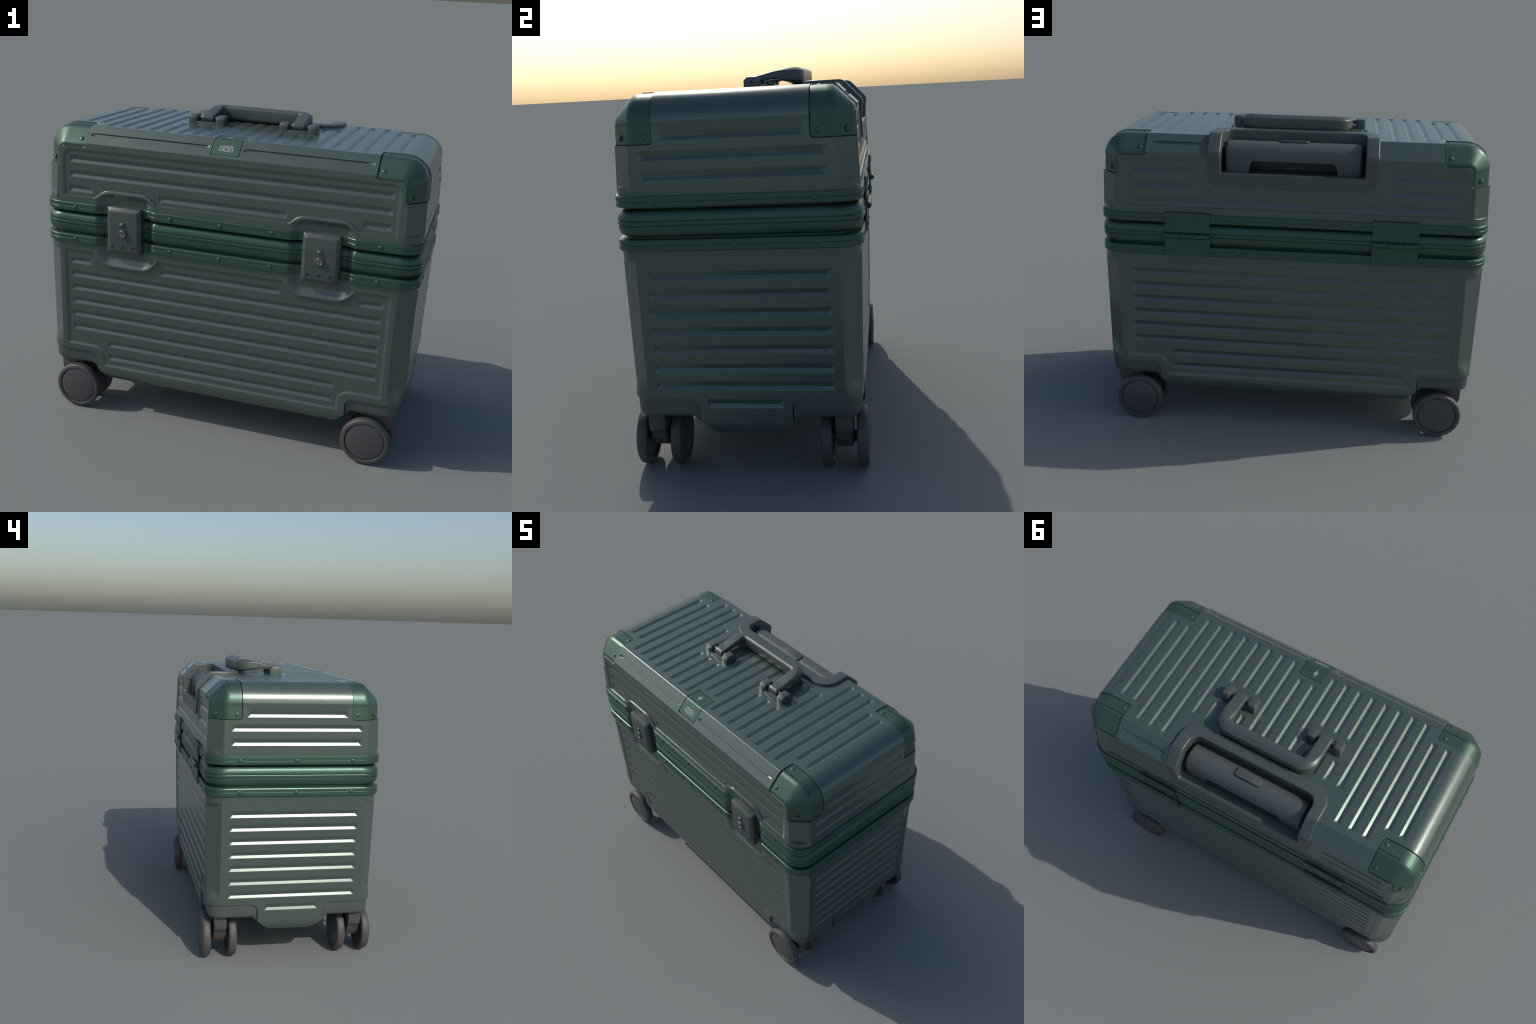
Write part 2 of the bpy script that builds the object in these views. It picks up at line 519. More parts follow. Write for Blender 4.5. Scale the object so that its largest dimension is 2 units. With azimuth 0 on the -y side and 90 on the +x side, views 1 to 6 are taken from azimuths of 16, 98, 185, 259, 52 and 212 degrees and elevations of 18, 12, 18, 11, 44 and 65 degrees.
def lid_strip_disp(x, z, y):
    """Grooves and pockets on the top and end faces."""
    h = 0 * x
    top = z > ZT - 1e-6
    for i, cx in enumerate(TOPX):
        for a, b in top_groove_spans(i):
            h = h + np.where(top, groove(y, -x, a, b, -(cx + GW / 2), -(cx - GW / 2), vf=.43), 0)
    for lo, w in LEND:
        h = h + np.where(top, 0, groove(y, z, -w, w, lo, lo + GH))
    # corner protector pockets
    s = np.where(np.abs(x) > PX, 1, 0)
    return h

def make_lid():
    B = Build()
    zf = []
    for lo, w in LEND: zf += groove_lines(lo, min(lo + GH, 1.4165))
    side = lines(1.205, ZT - RA, .02, zf, crisp(PZ, .0012), (PZ, PZ + .03, .004))
    xf = []
    for cx in TOPX: xf += groove_lines(-(cx + GW / 2), -(cx - GW / 2), .43)
    xf = [-v for v in xf]
    xs = lines(-(.9815 - RA), .9815 - RA, .02, xf, crisp(PX), crisp(-PX), (PX, PX + .025, .004), (-PX - .025, -PX, .004),
               crisp(.074), crisp(-.074), crisp(.727), crisp(.095), crisp(-.727), crisp(-.095), crisp(.4539))
    path, nrm = lid_path(side, xs)
    # cross lines: flat part as y, chamfer as fraction
    yf = end_lines(.364, 0) + end_lines(.276, 0) + crisp(PY)
    yq = yf + [-v for v in yf] + end_lines(.19, 0) + end_lines(.059, 1) + end_lines(-.070, 0) + [-.3018, -.3006, -.303]
    yl = lines(-.392, .392, .025, yq, (PY, PY + .025, .004), (-PY - .025, -PY, .004))
    cf = [0, .035, .07, .2, .38] + [.395, .405, .411, .416, .421, .427, .435, .45, .47, .5, .53, .55, .565, .573, .579, .584, .589, .595, .605] + [.65, .8, .852, .86, .867, .875, .95, .98, 1.0, 1.03, 1.06]
    cf = np.array(cf)
    S = len(path)
    x0, z0 = path[:, 0][:, None], path[:, 1][:, None]
    n0, n1 = nrm[:, 0][:, None], nrm[:, 1][:, None]
    # distance along the outline from the pocket ends, used for rounded pocket corners
    topd = np.abs(x0) - PX
    sided = z0 - PZ
    inside_s = np.where(z0 > ZT - 1e-6, topd, np.where(z0 < ZT - RA, sided, .05))
    def pocket(across):
        """across: distance inside the pocket sideways; both positive = inside."""
        a, b = inside_s + 0 * across, across + 0 * inside_s
        r = .018
        d = np.minimum(np.minimum(a, b), r - np.hypot(np.maximum(r - a, 0), np.maximum(r - b, 0)))
        return -.013 * ss(0, .0012, d)
    # flat part
    Y = yl[None, :] + 0 * x0
    X, Z = x0 + 0 * Y, z0 + 0 * Y
    h = lid_strip_disp(X, Z, Y) + pocket(np.abs(Y) - PY)
    db = np.minimum(.074 - np.abs(X), -.3018 - Y)
    h = h - .007 * ss(0, .0012, np.where(Z > ZT - 1e-6, db, -1))
    P = np.stack([X + n0 * h, Y, Z + n1 * h], -1)
    def chamfer(sy):
        ins = CH * np.minimum(cf, 1)[None, :] + np.maximum(cf - 1, 0)[None, :] * CH
        X = x0 - n0 * ins; Z = z0 - n1 * ins
        hy = hy_lid(Z)
        yy = hy - CHY * (1 - np.minimum(cf, 1))[None, :]
        # displacement across the chamfer
        c = cf[None, :]
        h = pocket(np.where(c <= 1.0, .05, .05))
        if sy < 0:
            sl = sd_box(X, c * .11, .411, .055, .316, .0090, .0075)
            sl = np.minimum(sl, sd_box(-X, c * .11, .411, .055, .316, .0090, .0075))
            badge = np.minimum(.074 - np.abs(X), (.867 - c) * .11)
        else:
            sl = sd_box(X, c * .11, .588, .055, .134, .0090, .004)
            badge = -1 + 0 * X
        onT = z0 > ZT - 1e-6
        h = h + np.where(onT, -.0065 * ss(.0006, -.0008, sl) - .007 * ss(0, .0009, badge), 0)
        w = np.clip(c, 0, 1) * 0 + .72
        flat = (c > 1.0)
        wn = np.where(c <= .001, 1.0, np.where(flat, 0, .70)); wy = np.where(c <= .001, 0.0, np.where(flat, 1, .70))
        return np.stack([X + n0 * h * wn, sy * (yy + h * wy), Z + n1 * h * wn], -1)
    Pf = chamfer(-1)[:, ::-1]; Pb = chamfer(1)
    allP = np.concatenate([Pf, P, Pb], 1)
    # opening for the pull handle
    q = allP
    cen = (q[:-1, :-1] + q[1:, 1:]) / 2
    hole = (np.abs(cen[..., 0]) < .395) & (cen[..., 1] > .255) & (cen[..., 2] > 1.38)
    B.grid(allP, flip=True, mask=~hole)
    # long faces
    for sy in (-1, 1):
        xf = end_lines(.837, 0)
        if sy < 0: xf += end_lines(.703, 1) + end_lines(.336, 0)
        else: xf += end_lines(.4885, 1)
        zf = []
        for lo in LROW: zf += groove_lines(lo, lo + GH)
        wmax = float(hx_lid(1.3)) - CH
        xs2 = lines(-.9, .9, .03, xf, [-v for v in xf], crisp(PX), crisp(-PX), (.745, .77, .004), (-.77, -.745, .004),
                    (.80, .9, .0035), (-.9, -.80, .0035), *((((.36, .49, .0045), (-.49, -.36, .0045))) if sy > 0 else ()),
                    (.33, .71, .006), (-.71, -.33, .006)) / .9
        zt = ZT - CH - .0045
        zs2 = lines(1.205, zt, .02, zf, (1.205, 1.285, .006), crisp(PZ), (PZ, PZ + .025, .004), (1.40, zt, .0035), *(((1.31, 1.40, .0045),) if sy > 0 else ()))
        T, Z = np.meshgrid(xs2, zs2, indexing='ij')
        ri = RA - CH - .0045
        cz = zt - ri
        wid = hx_lid(Z) - CH - .0045
        wid = np.where(Z > cz, wid - ri + np.sqrt(np.maximum(ri ** 2 - (Z - cz) ** 2, 0)), wid)
        X = T * wid
        ax = np.abs(X)
        # soft-edged panel
        d = np.minimum(.872 - ax, np.minimum(1.474 - Z, 1))
        dr = -sd_box(ax, Z, 0, 1.0, .872, 1.474 - 1.0, .05)
        if sy > 0:
            dr = np.minimum(dr, sd_box(X, Z, 0, 1.313 + .4, .464, .4, .09))
        h = -.006 * ss(0, .018, dr)
        for i, lo in enumerate(LROW):
            segs = [(-.837, .837)]
            if sy < 0 and i == 2: segs = [(-.839, -.703), (-.336, .336), (.703, .839)]
            if sy > 0 and i < 2: segs = [(-.834, -.4885), (.4885, .834)]
            for a, b in segs: h = h + groove(X, Z, a, b, lo, lo + GH)
        # pockets of the corner protectors
        A = sd_box(ax, Z, PX + .3, 1.4845 + .3, .3, .3, .012)
        A2 = sd_box(ax, Z, .887 + .3, PZ + .3, .3, .3, .012)
        k = .03
        hh = np.clip(.5 + .5 * (A2 - A) / k, 0, 1)
        dd = A2 * (1 - hh) + A * hh - k * hh * (1 - hh)
        h = h - .013 * ss(0, -.0012, dd)
        if sy < 0:
            h = h - .05 * ss(0, .006, 1.2255 + .047 * arch(latch_u(X), .172, .082) - .004 - Z)
        Y = sy * (hy_lid(Z) + h)
        Pm = np.stack([X, Y, Z], -1)
        cen = (Pm[:-1, :-1] + Pm[1:, 1:]) / 2
        hole = (np.abs(cen[..., 0]) < .395) & (cen[..., 2] > 1.385) if sy > 0 else None
        B.grid(Pm, flip=sy > 0, mask=None if hole is None else ~hole)
    return B.mesh('lid_shell', weld=None, angle=60)

lid_shell = add('lid_shell', make_lid(), root, M_SHELL)

# ------------------------------------------------------ corner protectors
def make_protector(sx, sy):
    B = Build()
    pts, nr, sd = [], [], []
    cx, cz = .9815 - RA, ZT - RA
    zs = list(lines(PZ + .0015, cz, .01, (PZ + .0015, PZ + .022, .0012)))
    for z in zs: pts.append((hx_lid(z), z)); nr.append((1, .028)); sd.append(z - PZ - .0015)
    for a in np.linspace(0, math.pi / 2, 28)[1:]:
        pts.append((cx + RA * math.cos(a), cz + RA * math.sin(a))); nr.append((math.cos(a), math.sin(a))); sd.append(.1)
    for x in lines(PX + .0015, cx, .01, (PX + .0015, PX + .022, .0012))[::-1][1:]:
        pts.append((x, ZT)); nr.append((0, 1)); sd.append(x - PX - .0015)
    pts, nr, sd = map(np.array, (pts, nr, sd))
    nr = nr / np.linalg.norm(nr, axis=1)[:, None]
    # cross-section: (inset, distance back from the long face)
    d0 = CHY
    prof = fillet([(0, 1.0), (0, d0), (CH, 0), (.0965, 0)], .020, 9)
    prof[0] = (0, 1.0)
    S, rr = len(pts), .016
    rows = []
    sink, edge = .0045, .0035
    for i in range(S):
        (x, z), (nx, nz), d = pts[i], nr[i], sd[i]
        shr = rr - math.sqrt(max(rr * rr - max(rr - d, 0) ** 2, 0))
        fall = .0035 * (1 - math.sqrt(max(1 - max(1 - d / edge, 0) ** 2, 0)))
        ya = PY + .0015 + shr
        hyt = float(hy_lid(z if z < ZT - RA else 1.5))
        line = []
        fl = [ya + t for t in (0, .0006, .0015, .0025, .0036, .006)]
        flat_end = float(hy_lid(min(z, 1.505))) - d0 - .020
        fl += list(np.linspace(ya + .02, max(flat_end - .004, ya + .024), 4))
        for y in fl:
            e = y - ya
            f2 = .0035 * (1 - math.sqrt(max(1 - max(1 - e / edge, 0) ** 2, 0)))
            line.append((max(fall, f2), y, None))
        for k, (ins, q) in enumerate(prof[1:]):
            e = (.0965 - shr) - ins
            lim = min(ins, .0965 - shr)
            f2 = 0
            line.append((fall + lim, None, q))
        # roll over the inner border on the long face
        out = []
        for ins, y, q in line:
            X, Z = x - nx * (ins + sink), z - nz * (ins + sink)
            if y is None: y = float(hy_lid(Z)) - sink - q - (fall if ins > CH * .5 else fall * .7)
            out.append((sx * X, sy * y, Z))
        lx, ly, lz = out[-1]
        for a, bq in ((.0012, .0006), (.0022, .002), (.0026, .006), (.0026, .012)):
            X, Z = x - nx * (min(.0965 - shr, .0965) + sink + fall + a), z - nz * (.0965 - shr + sink + fall + a)
            out.append((sx * X, sy * (float(hy_lid(Z)) - sink - fall - bq), Z))
        f = out[0]
        first = (sx * (x - nx * (sink + .012)), sy * ya, z - nz * (sink + .012))
        rows.append([first] + out)
    P = np.array(rows)
    cap = lambda R, t: R - t * .012
    a0 = P[0].copy(); a1 = P[-1].copy()
    # inward skirts at the two path ends
    for j in range(P.shape[1]):
        a0[j] -= np.array([sx * .010, sy * (.010 if j > 8 else .002), 0])
        a1[j] -= np.array([0, sy * (.010 if j > 8 else .002), .010])
    P = np.concatenate([a0[None], P, a1[None]], 0)
    B.grid(P, flip=(sx * sy > 0))
    return B.mesh('corner_protector', angle=70)

def rivet_mesh(r, h, name):
    prof = [(r, -.004), (r, .0), (r * .99, h * .18)] + [(max(r * .99 * math.cos(a), .0001), h * (.18 + .82 * math.sin(a))) for a in np.linspace(.15, math.pi / 2, 8)]
    B = lathe(prof, 24, 'z')
    return B.mesh(name, weld=2e-4, recalc=True)
RIV = rivet_mesh(.0118, .0050, 'rivet'); RIV.materials.append(M_GREEN)
RIVB = rivet_mesh(.0118, .0055, 'rivet'); RIVB.materials.append(M_BAND)

def rivet(loc, nrm, parent, me=RIV):
    o = add('rivet', me, parent, None, loc)
    o.rotation_euler = Vector(nrm).to_track_quat('Z', 'Y').to_euler()
    return o

for sx in (1, -1):
    for sy in (-1, 1):
        pr = add('corner_protector', make_protector(sx, sy), root, M_GREEN)
        rivet((sx * .775, sy * .332, ZT - .0055), (0, 0, 1), pr)
        rivet((sx * .775, sy * .4478, 1.5225), (0, sy * .717, .697), pr)
        rivet((sx * (hx_lid(1.4145) - .0055), sy * .332, 1.4145), (sx, 0, .02), pr)
        rivet((sx * .932, sy * .4455, 1.4145), (sx * .70, sy * .714, 0), pr)

# rim rivets
for z, par in ((1.167, lid_rim), (.9945, base_rim)):
    for x in (-.798, -.266, 0, .266, .798):
        rivet((x, -(Z_SEAM_Y + .0085), z), (0, -1, 0), par, RIVB)
        rivet((x, (Z_SEAM_Y + .0085), z), (0, 1, 0), par, RIVB)
    for y in (-.3138, 0, .3138):
        for s in (1, -1): rivet((s * (Z_SEAM_X + .0085), y, z), (s, 0, 0), par, RIVB)

# ------------------------------------------------------------------- badge
def make_badge():
    B = Build()
    w = .0715
    xs = lines(-w, w, .02, (-w, -w + .02, .001), (w - .02, w, .001))
    ch = math.hypot(CH, CHY)
    ya, yf, ye = -.304, -.395, None
    Lt = .395 - .304
    Ltot = Lt + ch * .85
    prof_s = np.concatenate([np.linspace(0, .004, 5), np.linspace(.012, Lt - .012, 6), np.linspace(Lt - .008, Lt + .008, 9), np.linspace(Lt + .014, Ltot - .006, 6), np.linspace(Ltot - .004, Ltot, 5)])
    def at(s):
        # soft fold
        k = float(ss(-.008, .008, s - Lt))
        base_t = np.array([-.304 - s, ZT]); c = np.array([-.395, ZT]); dirc = np.array([-CHY, -CH]) / ch
        base_c = c + dirc * (s - Lt)
        p = base_t if s < Lt else base_c
        if abs(s - Lt) < .008:
            t = (s - Lt + .008) / .016
            a, b = np.array([-.395 + .008, ZT]), c + dirc * .008
            p = (1 - t) ** 2 * a + 2 * t * (1 - t) * c + t * t * b
        n = np.array([0, 1.0]) * (1 - k) + np.array([-CH, CHY]) / ch * k
        return p, n / np.linalg.norm(n)
    P = []
    for s in prof_s:
        p, n = at(s)
        es = min(s, Ltot - s)
        row = []
        rr = .012
        shr = rr - math.sqrt(max(rr * rr - max(rr - es, 0) ** 2, 0))
        for x in xs:
            xx = x * (w - shr) / w
            ex = min(w - shr - abs(xx), es)
            f = .003 * (1 - math.sqrt(max(1 - max(1 - ex / .003, 0) ** 2, 0)))
            h = -.0012 - f
            row.append((xx, p[0] + n[0] * h, p[1] + n[1] * h))
        P.append(row)
    P = np.array(P)
    B.grid(P, flip=False)
    # skirt
    edge = np.concatenate([P[0], P[1:-1, -1], P[-1][::-1], P[1:-1, 0][::-1]])
    low = edge.copy(); low[:, 2] -= .008; low[:, 1] += np.where(edge[:, 1] < -.4, .006, 0)
    B.grid(np.stack([edge, low], 1), close_u=True)
    return B.mesh('badge', angle=60)
badge = add('badge', make_badge(), root, M_GREEN)

def text_mesh(body, width, height, bold):
    cu = bpy.data.curves.new(body.lower(), 'FONT')
    cu.body = body; cu.align_x = 'CENTER'; cu.align_y = 'CENTER'; cu.size = 1; cu.extrude = .02; cu.offset = bold
    o = bpy.data.objects.new('t', cu); bpy.context.scene.collection.objects.link(o)
    dg = bpy.context.evaluated_depsgraph_get()
    me = bpy.data.meshes.new_from_object(o.evaluated_get(dg))
    bpy.data.objects.remove(o)
    V = np.array([v.co for v in me.vertices]); lo, hi = V.min(0), V.max(0)
    for v in me.vertices:
        v.co.x = (v.co.x - (lo[0] + hi[0]) / 2) / (hi[0] - lo[0]) * width
        v.co.y = (v.co.y - (lo[1] + hi[1]) / 2) / (hi[1] - lo[1]) * height
        v.co.z = v.co.z * .03
    return me
cang = math.atan2(CH, CHY)
cdir = np.array([-CHY, -CH]) / math.hypot(CH, CHY); cn = np.array([-CH, CHY]) / math.hypot(CH, CHY)
for body, t, w in (('LEAD', .415, .068), ('VAULT', .585, .084)):
    p = np.array([-.395, ZT]) + cdir * math.hypot(CH, CHY) * t + cn * -.0006
    o = add('lettering', text_mesh(body, w, .0168, .048), badge, M_INK, (0, p[0], p[1]))
    o.rotation_euler = (cang, 0, 0)
bm = bmesh.new()
st = [(0, .030), (.0035, .015), (.006, .009), (.0125, .004), (.0125, -.003), (.006, -.008), (.003, -.014), (0, -.030),
      (-.0035, -.015), (-.006, -.009), (-.0125, -.004), (-.0125, .003), (-.006, .008), (-.003, .014)]
f = bm.faces.new([bm.verts.new((x, y, 0)) for x, y in st])
ex = bmesh.ops.extrude_face_region(bm, geom=[f])
for v in ex['geom']:
    if isinstance(v, bmesh.types.BMVert): v.co.z += .0008
add('star_emblem', bm_mesh(bm, 'star_emblem', smooth=False, angle=None), badge, M_INK, (-.009, -.345, ZT - .0013))

# ------------------------------------------------------------ carry handle
handle = bpy.data.objects.new('carry_handle', None)
bpy.context.scene.collection.objects.link(handle); handle.parent = root
def make_grip():
    B = Build()
    ax, by, rc = .2530, .186, .047
    path = []
    for y in (-.0265, -.0255, -.023, -.018, -.011, -.003, .01, .03, .05, .075, .10, by - rc): path.append((ax, y, (0, 1)))
    for a in np.linspace(0, math.pi / 2, 12)[1:]:
        path.append((ax - rc + rc * math.cos(a), by - rc + rc * math.sin(a), (-math.sin(a), math.cos(a))))
    for x in np.linspace(ax - rc, 0, 8)[1:]: path.append((x, by, (-1, 0)))
    path += [(-x, y, (tx, -ty) if abs(ty) > 1e-9 else (tx, ty)) for x, y, (tx, ty) in path[-2::-1]]
    rows = []
    n = len(path)
    for i, (x, y, t) in enumerate(path):
        yy = min(y, by)
        top = np.interp(yy, [-.0265, -.0255, -.023, -.018, -.011, -.003, .03, .07, .12, .165, .186], [1.620, 1.624, 1.6285, 1.633, 1.636, 1.637, 1.641, 1.651, 1.661, 1.667, 1.668])
        bot = np.interp(yy, [-.0265, -.0255, -.023, -.018, -.011, -.003, .03, .07, .11, .15, .186], [1.612, 1.608, 1.6035, 1.599, 1.596, 1.596, 1.606, 1.618, 1.614, 1.602, 1.590])
        bar = float(ss(.10, .18, yy))
        w = .0345
        side = (-t[1], t[0])               # left of travel
        if i > n // 2: pass
        H = top - bot
        # section: outer side is +, inner side is -
        c = .0045 + .007 * bar
        c = min(c, H * .3)
        sec = [(-w, bot + c), (-w, top - c), (-w + c * 1.1, top), (w * (.75 - .55 * bar), top), (w, top - .006 - .009 * bar if H > .02 else top - .3 * H), (w, bot + c), (w - c, bot), (-w + c, bot)]
        sec = fillet(sec, .0035 + .003 * bar, 4, closed=True)
        # outward direction = right of travel (path runs from +x arm round the back to -x arm)
        ox, oy = t[1], -t[0]
        rows.append([(x + ox * u, y + oy * u, z) for u, z in sec])
    P = np.array(rows)
    B.grid(P, close_v=True)
    B.poly(P[0]); B.poly(P[-1], flip=True)
    return B.mesh('grip', recalc=True, angle=40)
add('grip', make_grip(), handle, M_GREY)
def make_mount():
    bm = bmesh.new()
    y0, y1 = -.041, .033
    box_bm(bm, -.100, .100, y0 + .0012, y1 - .0012, 1.570, 1.599, .002)
    for s in (-1, 1):
        a, b = (.053, .102)
        prof = [(y0, 1.572), (y1, 1.572), (y1, 1.616), (y1 - .013, 1.633), (y0 + .017, 1.633), (y0, 1.618)]
        extrude_profile(bm, prof, 'x', s * a if s > 0 else -b, b if s > 0 else -a, bevel=.006)
    g = bmesh.ops.create_cone(bm, segments=24, radius1=.010, radius2=.010, depth=.13, cap_ends=True)
    for v in g['verts']:
        v.co = Vector((v.co.z, v.co.y - .004, v.co.x + 1.616))
    return bm_mesh(bm, 'handle_mount', angle=35)
MM = make_mount()
for s in (1, -1):
    m = add('handle_mount', MM, handle, M_GREY, (s * .2535, 0, 0))
    for q in (1, -1):
        pin = lathe([(.0001, .0), (.0055, .0), (.0055, .0006), (.0001, .0006)], 16, 'x').mesh('pin', weld=None, recalc=True)
        add('pin_hole', pin, handle, M_BLACK, (s * .2535 + q * .1018, -.004, 1.612))

# ------------------------------------------------ pull handle bezel and grip
W1 = .398 - .225; W2 = W1 + math.hypot(CH - .003, CHY); WB = W2 + .16
def fold(w):
    """Point and normal (y, z) on the shell surface, w measured from the bezel's front edge."""
    A, Bp, C, D = np.array([.225, ZT]), np.array([.398, ZT]), np.array([.476, 1.505]), np.array([.4812, 1.340])
    segs = [(A, Bp, 0, W1), (Bp, C, W1, W2), (C, D, W2, WB)]
    ns = []
    for a, b, _, _ in segs:
        t = (b - a) / np.linalg.norm(b - a); ns.append(np.array([-t[1], t[0]]))
    r = .012
    for i, (a, b, wa, wb) in enumerate(segs):
        if w <= wb or i == 2:
            p = a + (b - a) * (w - wa) / (wb - wa); n = ns[i].copy()
            if i < 2 and wb - w < r:
                n = ns[i] * (1 - .5 * (1 - (wb - w) / r)) + ns[i + 1] * (.5 * (1 - (wb - w) / r))
                k = 1 - (wb - w) / r; p = p - (ns[i] + ns[i + 1]) * .0012 * k * k
            if i > 0 and w - wa < r:
                k = 1 - (w - wa) / r
                n = ns[i] * (1 - .5 * k) + ns[i - 1] * (.5 * k); p = p - (ns[i] + ns[i - 1]) * .0012 * k * k
            return p, n / np.linalg.norm(n)

def make_bezel():
    B = Build()
    def loop(xh, wa, wb, ra, rb):
        pts = []
        mids = [W1 - .013, W1 - .008, W1 - .004, W1, W1 + .004, W1 + .008, W1 + .013, (W1 + W2) / 2, W2 - .013, W2 - .008, W2 - .004, W2, W2 + .004, W2 + .008, W2 + .013]
        side = [wa + ra] + [m for m in mids] + [W2 + .03, wb - rb]
        nA = 12
        for x in np.linspace(-(xh - ra), xh - ra, 12): pts.append((x, wa))
        for a in np.linspace(-90, 0, nA)[1:-1]: pts.append((xh - ra + ra * math.cos(math.radians(a)), wa + ra + ra * math.sin(math.radians(a))))
        for w in side: pts.append((xh, w))
        for a in np.linspace(0, 90, nA)[1:-1]: pts.append((xh - rb + rb * math.cos(math.radians(a)), wb - rb + rb * math.sin(math.radians(a))))
        for x in np.linspace(xh - rb, -(xh - rb), 12): pts.append((x, wb))
        for a in np.linspace(90, 180, nA)[1:-1]: pts.append((-(xh - rb) + rb * math.cos(math.radians(a)), wb - rb + rb * math.sin(math.radians(a))))
        for w in side[::-1]: pts.append((-xh, w))
        for a in np.linspace(180, 270, nA)[1:-1]: pts.append((-(xh - ra) + ra * math.cos(math.radians(a)), wa + ra + ra * math.sin(math.radians(a))))
        return np.array(pts)
    O = loop(.427, 0, WB - .001, .098, .075)
    I = loop(.362, .062, WB - .068, .052, .008)
    secs = [(0, -.006), (0, .004), (0, .0125), (.02, .0147), (.055, .0158), (.085, .016), (.5, .016), (.90, .016), (.94, .0156), (.975, .0142), (1, .0115), (1, .004), (1, -.02), (1.0, -.045)]
    # the lower lip is nearly flush with the long face
    R = []
    for k in range(len(O)):
        row = []
        for f, h in secs:
            x, w = O[k] * (1 - f) + I[k] * f
            p, n = fold(w)
            hh = h * (1 - .62 * float(ss(W2 + .0, W2 + .05, w))) if h > 0 else h
            row.append((x, p[0] + n[0] * hh, p[1] + n[1] * hh))
        R.append(row)
    B.grid(np.array(R), close_u=True)
    return B.mesh('pull_handle_bezel', angle=50)
bezel = add('pull_handle_bezel', make_bezel(), root, M_GREY)

def make_well():
    """Open box behind the pull grip: shelf in front of it, deep finger space below."""
    B = Build()
    x = .3665
    prof = [(.476, 1.402), (.296, 1.402), (.296, 1.490), (.312, 1.512), (.278, 1.514), (.278, 1.592)]
    B.grid(np.array([[(s_ * x, y, z) for y, z in prof] for s_ in (-1, 1)]), flip=False)
    for s_ in (1, -1):
        B.poly([(s_ * x, a, b) for a, b in [(.268, 1.402), (.476, 1.402), (.470, 1.500), (.394, 1.576), (.268, 1.576)]], flip=s_ < 0)
    return B.mesh('handle_well', smooth=False, recalc=False)
add('handle_well', make_well(), bezel, M_PLAST)

def make_pull():
    """Half-round pull grip with a finger cut-out between its two legs."""
    B = Build()
    outer = [(.285, 1.408), (.285, 1.49), (.290, 1.512)] + [(.359 + .073 * math.sin(a), 1.485 + .073 * math.cos(a)) for a in np.linspace(-.95, 1.50, 16)] + [(.432, 1.46), (.431, 1.408)]
    outer = np.array(outer)
    cut = .209
    xs = lines(-.345, .345, .03, (.190, .225, .003), (-.225, -.190, .003), (.325, .345, .0025), (-.345, -.325, .0025))
    rows = []
    for x in xs:
        ax = abs(x)
        e = .345 - ax; r = .020
        shrink = r - math.sqrt(max(r * r - max(r - e, 0) ** 2, 0))
        c = np.array([.360, 1.47])
        # finger cut: raise the lower edge
        zmin = 1.408 if ax > cut + .014 else 1.468 - (.0 if ax < cut - .014 else .06 * (1 - math.sqrt(max(1 - ((ax - cut + .014) / .028) ** 2, 0))))
        row = []
        for y, z in outer:
            d = np.array([y, z]) - c; L = np.linalg.norm(d)
            y2, z2 = c + d * (1 - shrink / L * .8)
            zz = max(z2, zmin)
            row.append((x, y2 - (0 if z2 >= zmin else 0), zz))
        # underside
        row.append((x, .425 - shrink, max(zmin, 1.408) - .001)); row.append((x, .295 + shrink, max(zmin, 1.408) - .001))
        rows.append(row)
    P = np.array(rows)
    B.grid(P, close_v=True)
    B.poly(P[0], flip=False); B.poly(P[-1], flip=True)
    return B.mesh('pull_grip', recalc=True, angle=50)
pull = add('pull_grip', make_pull(), root, M_PLAST)
bm = bmesh.new()
box_bm(bm, -.074, .074, -.026, .026, -.012, .0065, 0)
es = [e for e in bm.edges if abs(e.verts[0].co.z - e.verts[1].co.z) > .01]
bmesh.ops.bevel(bm, geom=es, offset=.015, segments=5, affect='EDGES', profile=.5)
es = [e for e in bm.edges if e.verts[0].co.z > .006 and e.verts[1].co.z > .006]
bmesh.ops.bevel(bm, geom=es, offset=.0025, segments=2, affect='EDGES', profile=.5)
add('release_button', bm_mesh(bm, 'release_button'), pull, M_PLAST, (0, .347, 1.5580), (math.radians(9), 0, 0))
bm = bmesh.new()
box_bm(bm, -.0765, .0765, -.0285, .0285, -.02, -.0028, 0)  # solid black plate slightly larger than the button, seen as a dark outline round it
es = [e for e in bm.edges if abs(e.verts[0].co.z - e.verts[1].co.z) > .01]
bmesh.ops.bevel(bm, geom=es, offset=.016, segments=5, affect='EDGES', profile=.5)
add('button_dark_outline', bm_mesh(bm, 'button_dark_outline'), pull, M_BLACK, (0, .347, 1.5580), (math.radians(9), 0, 0))

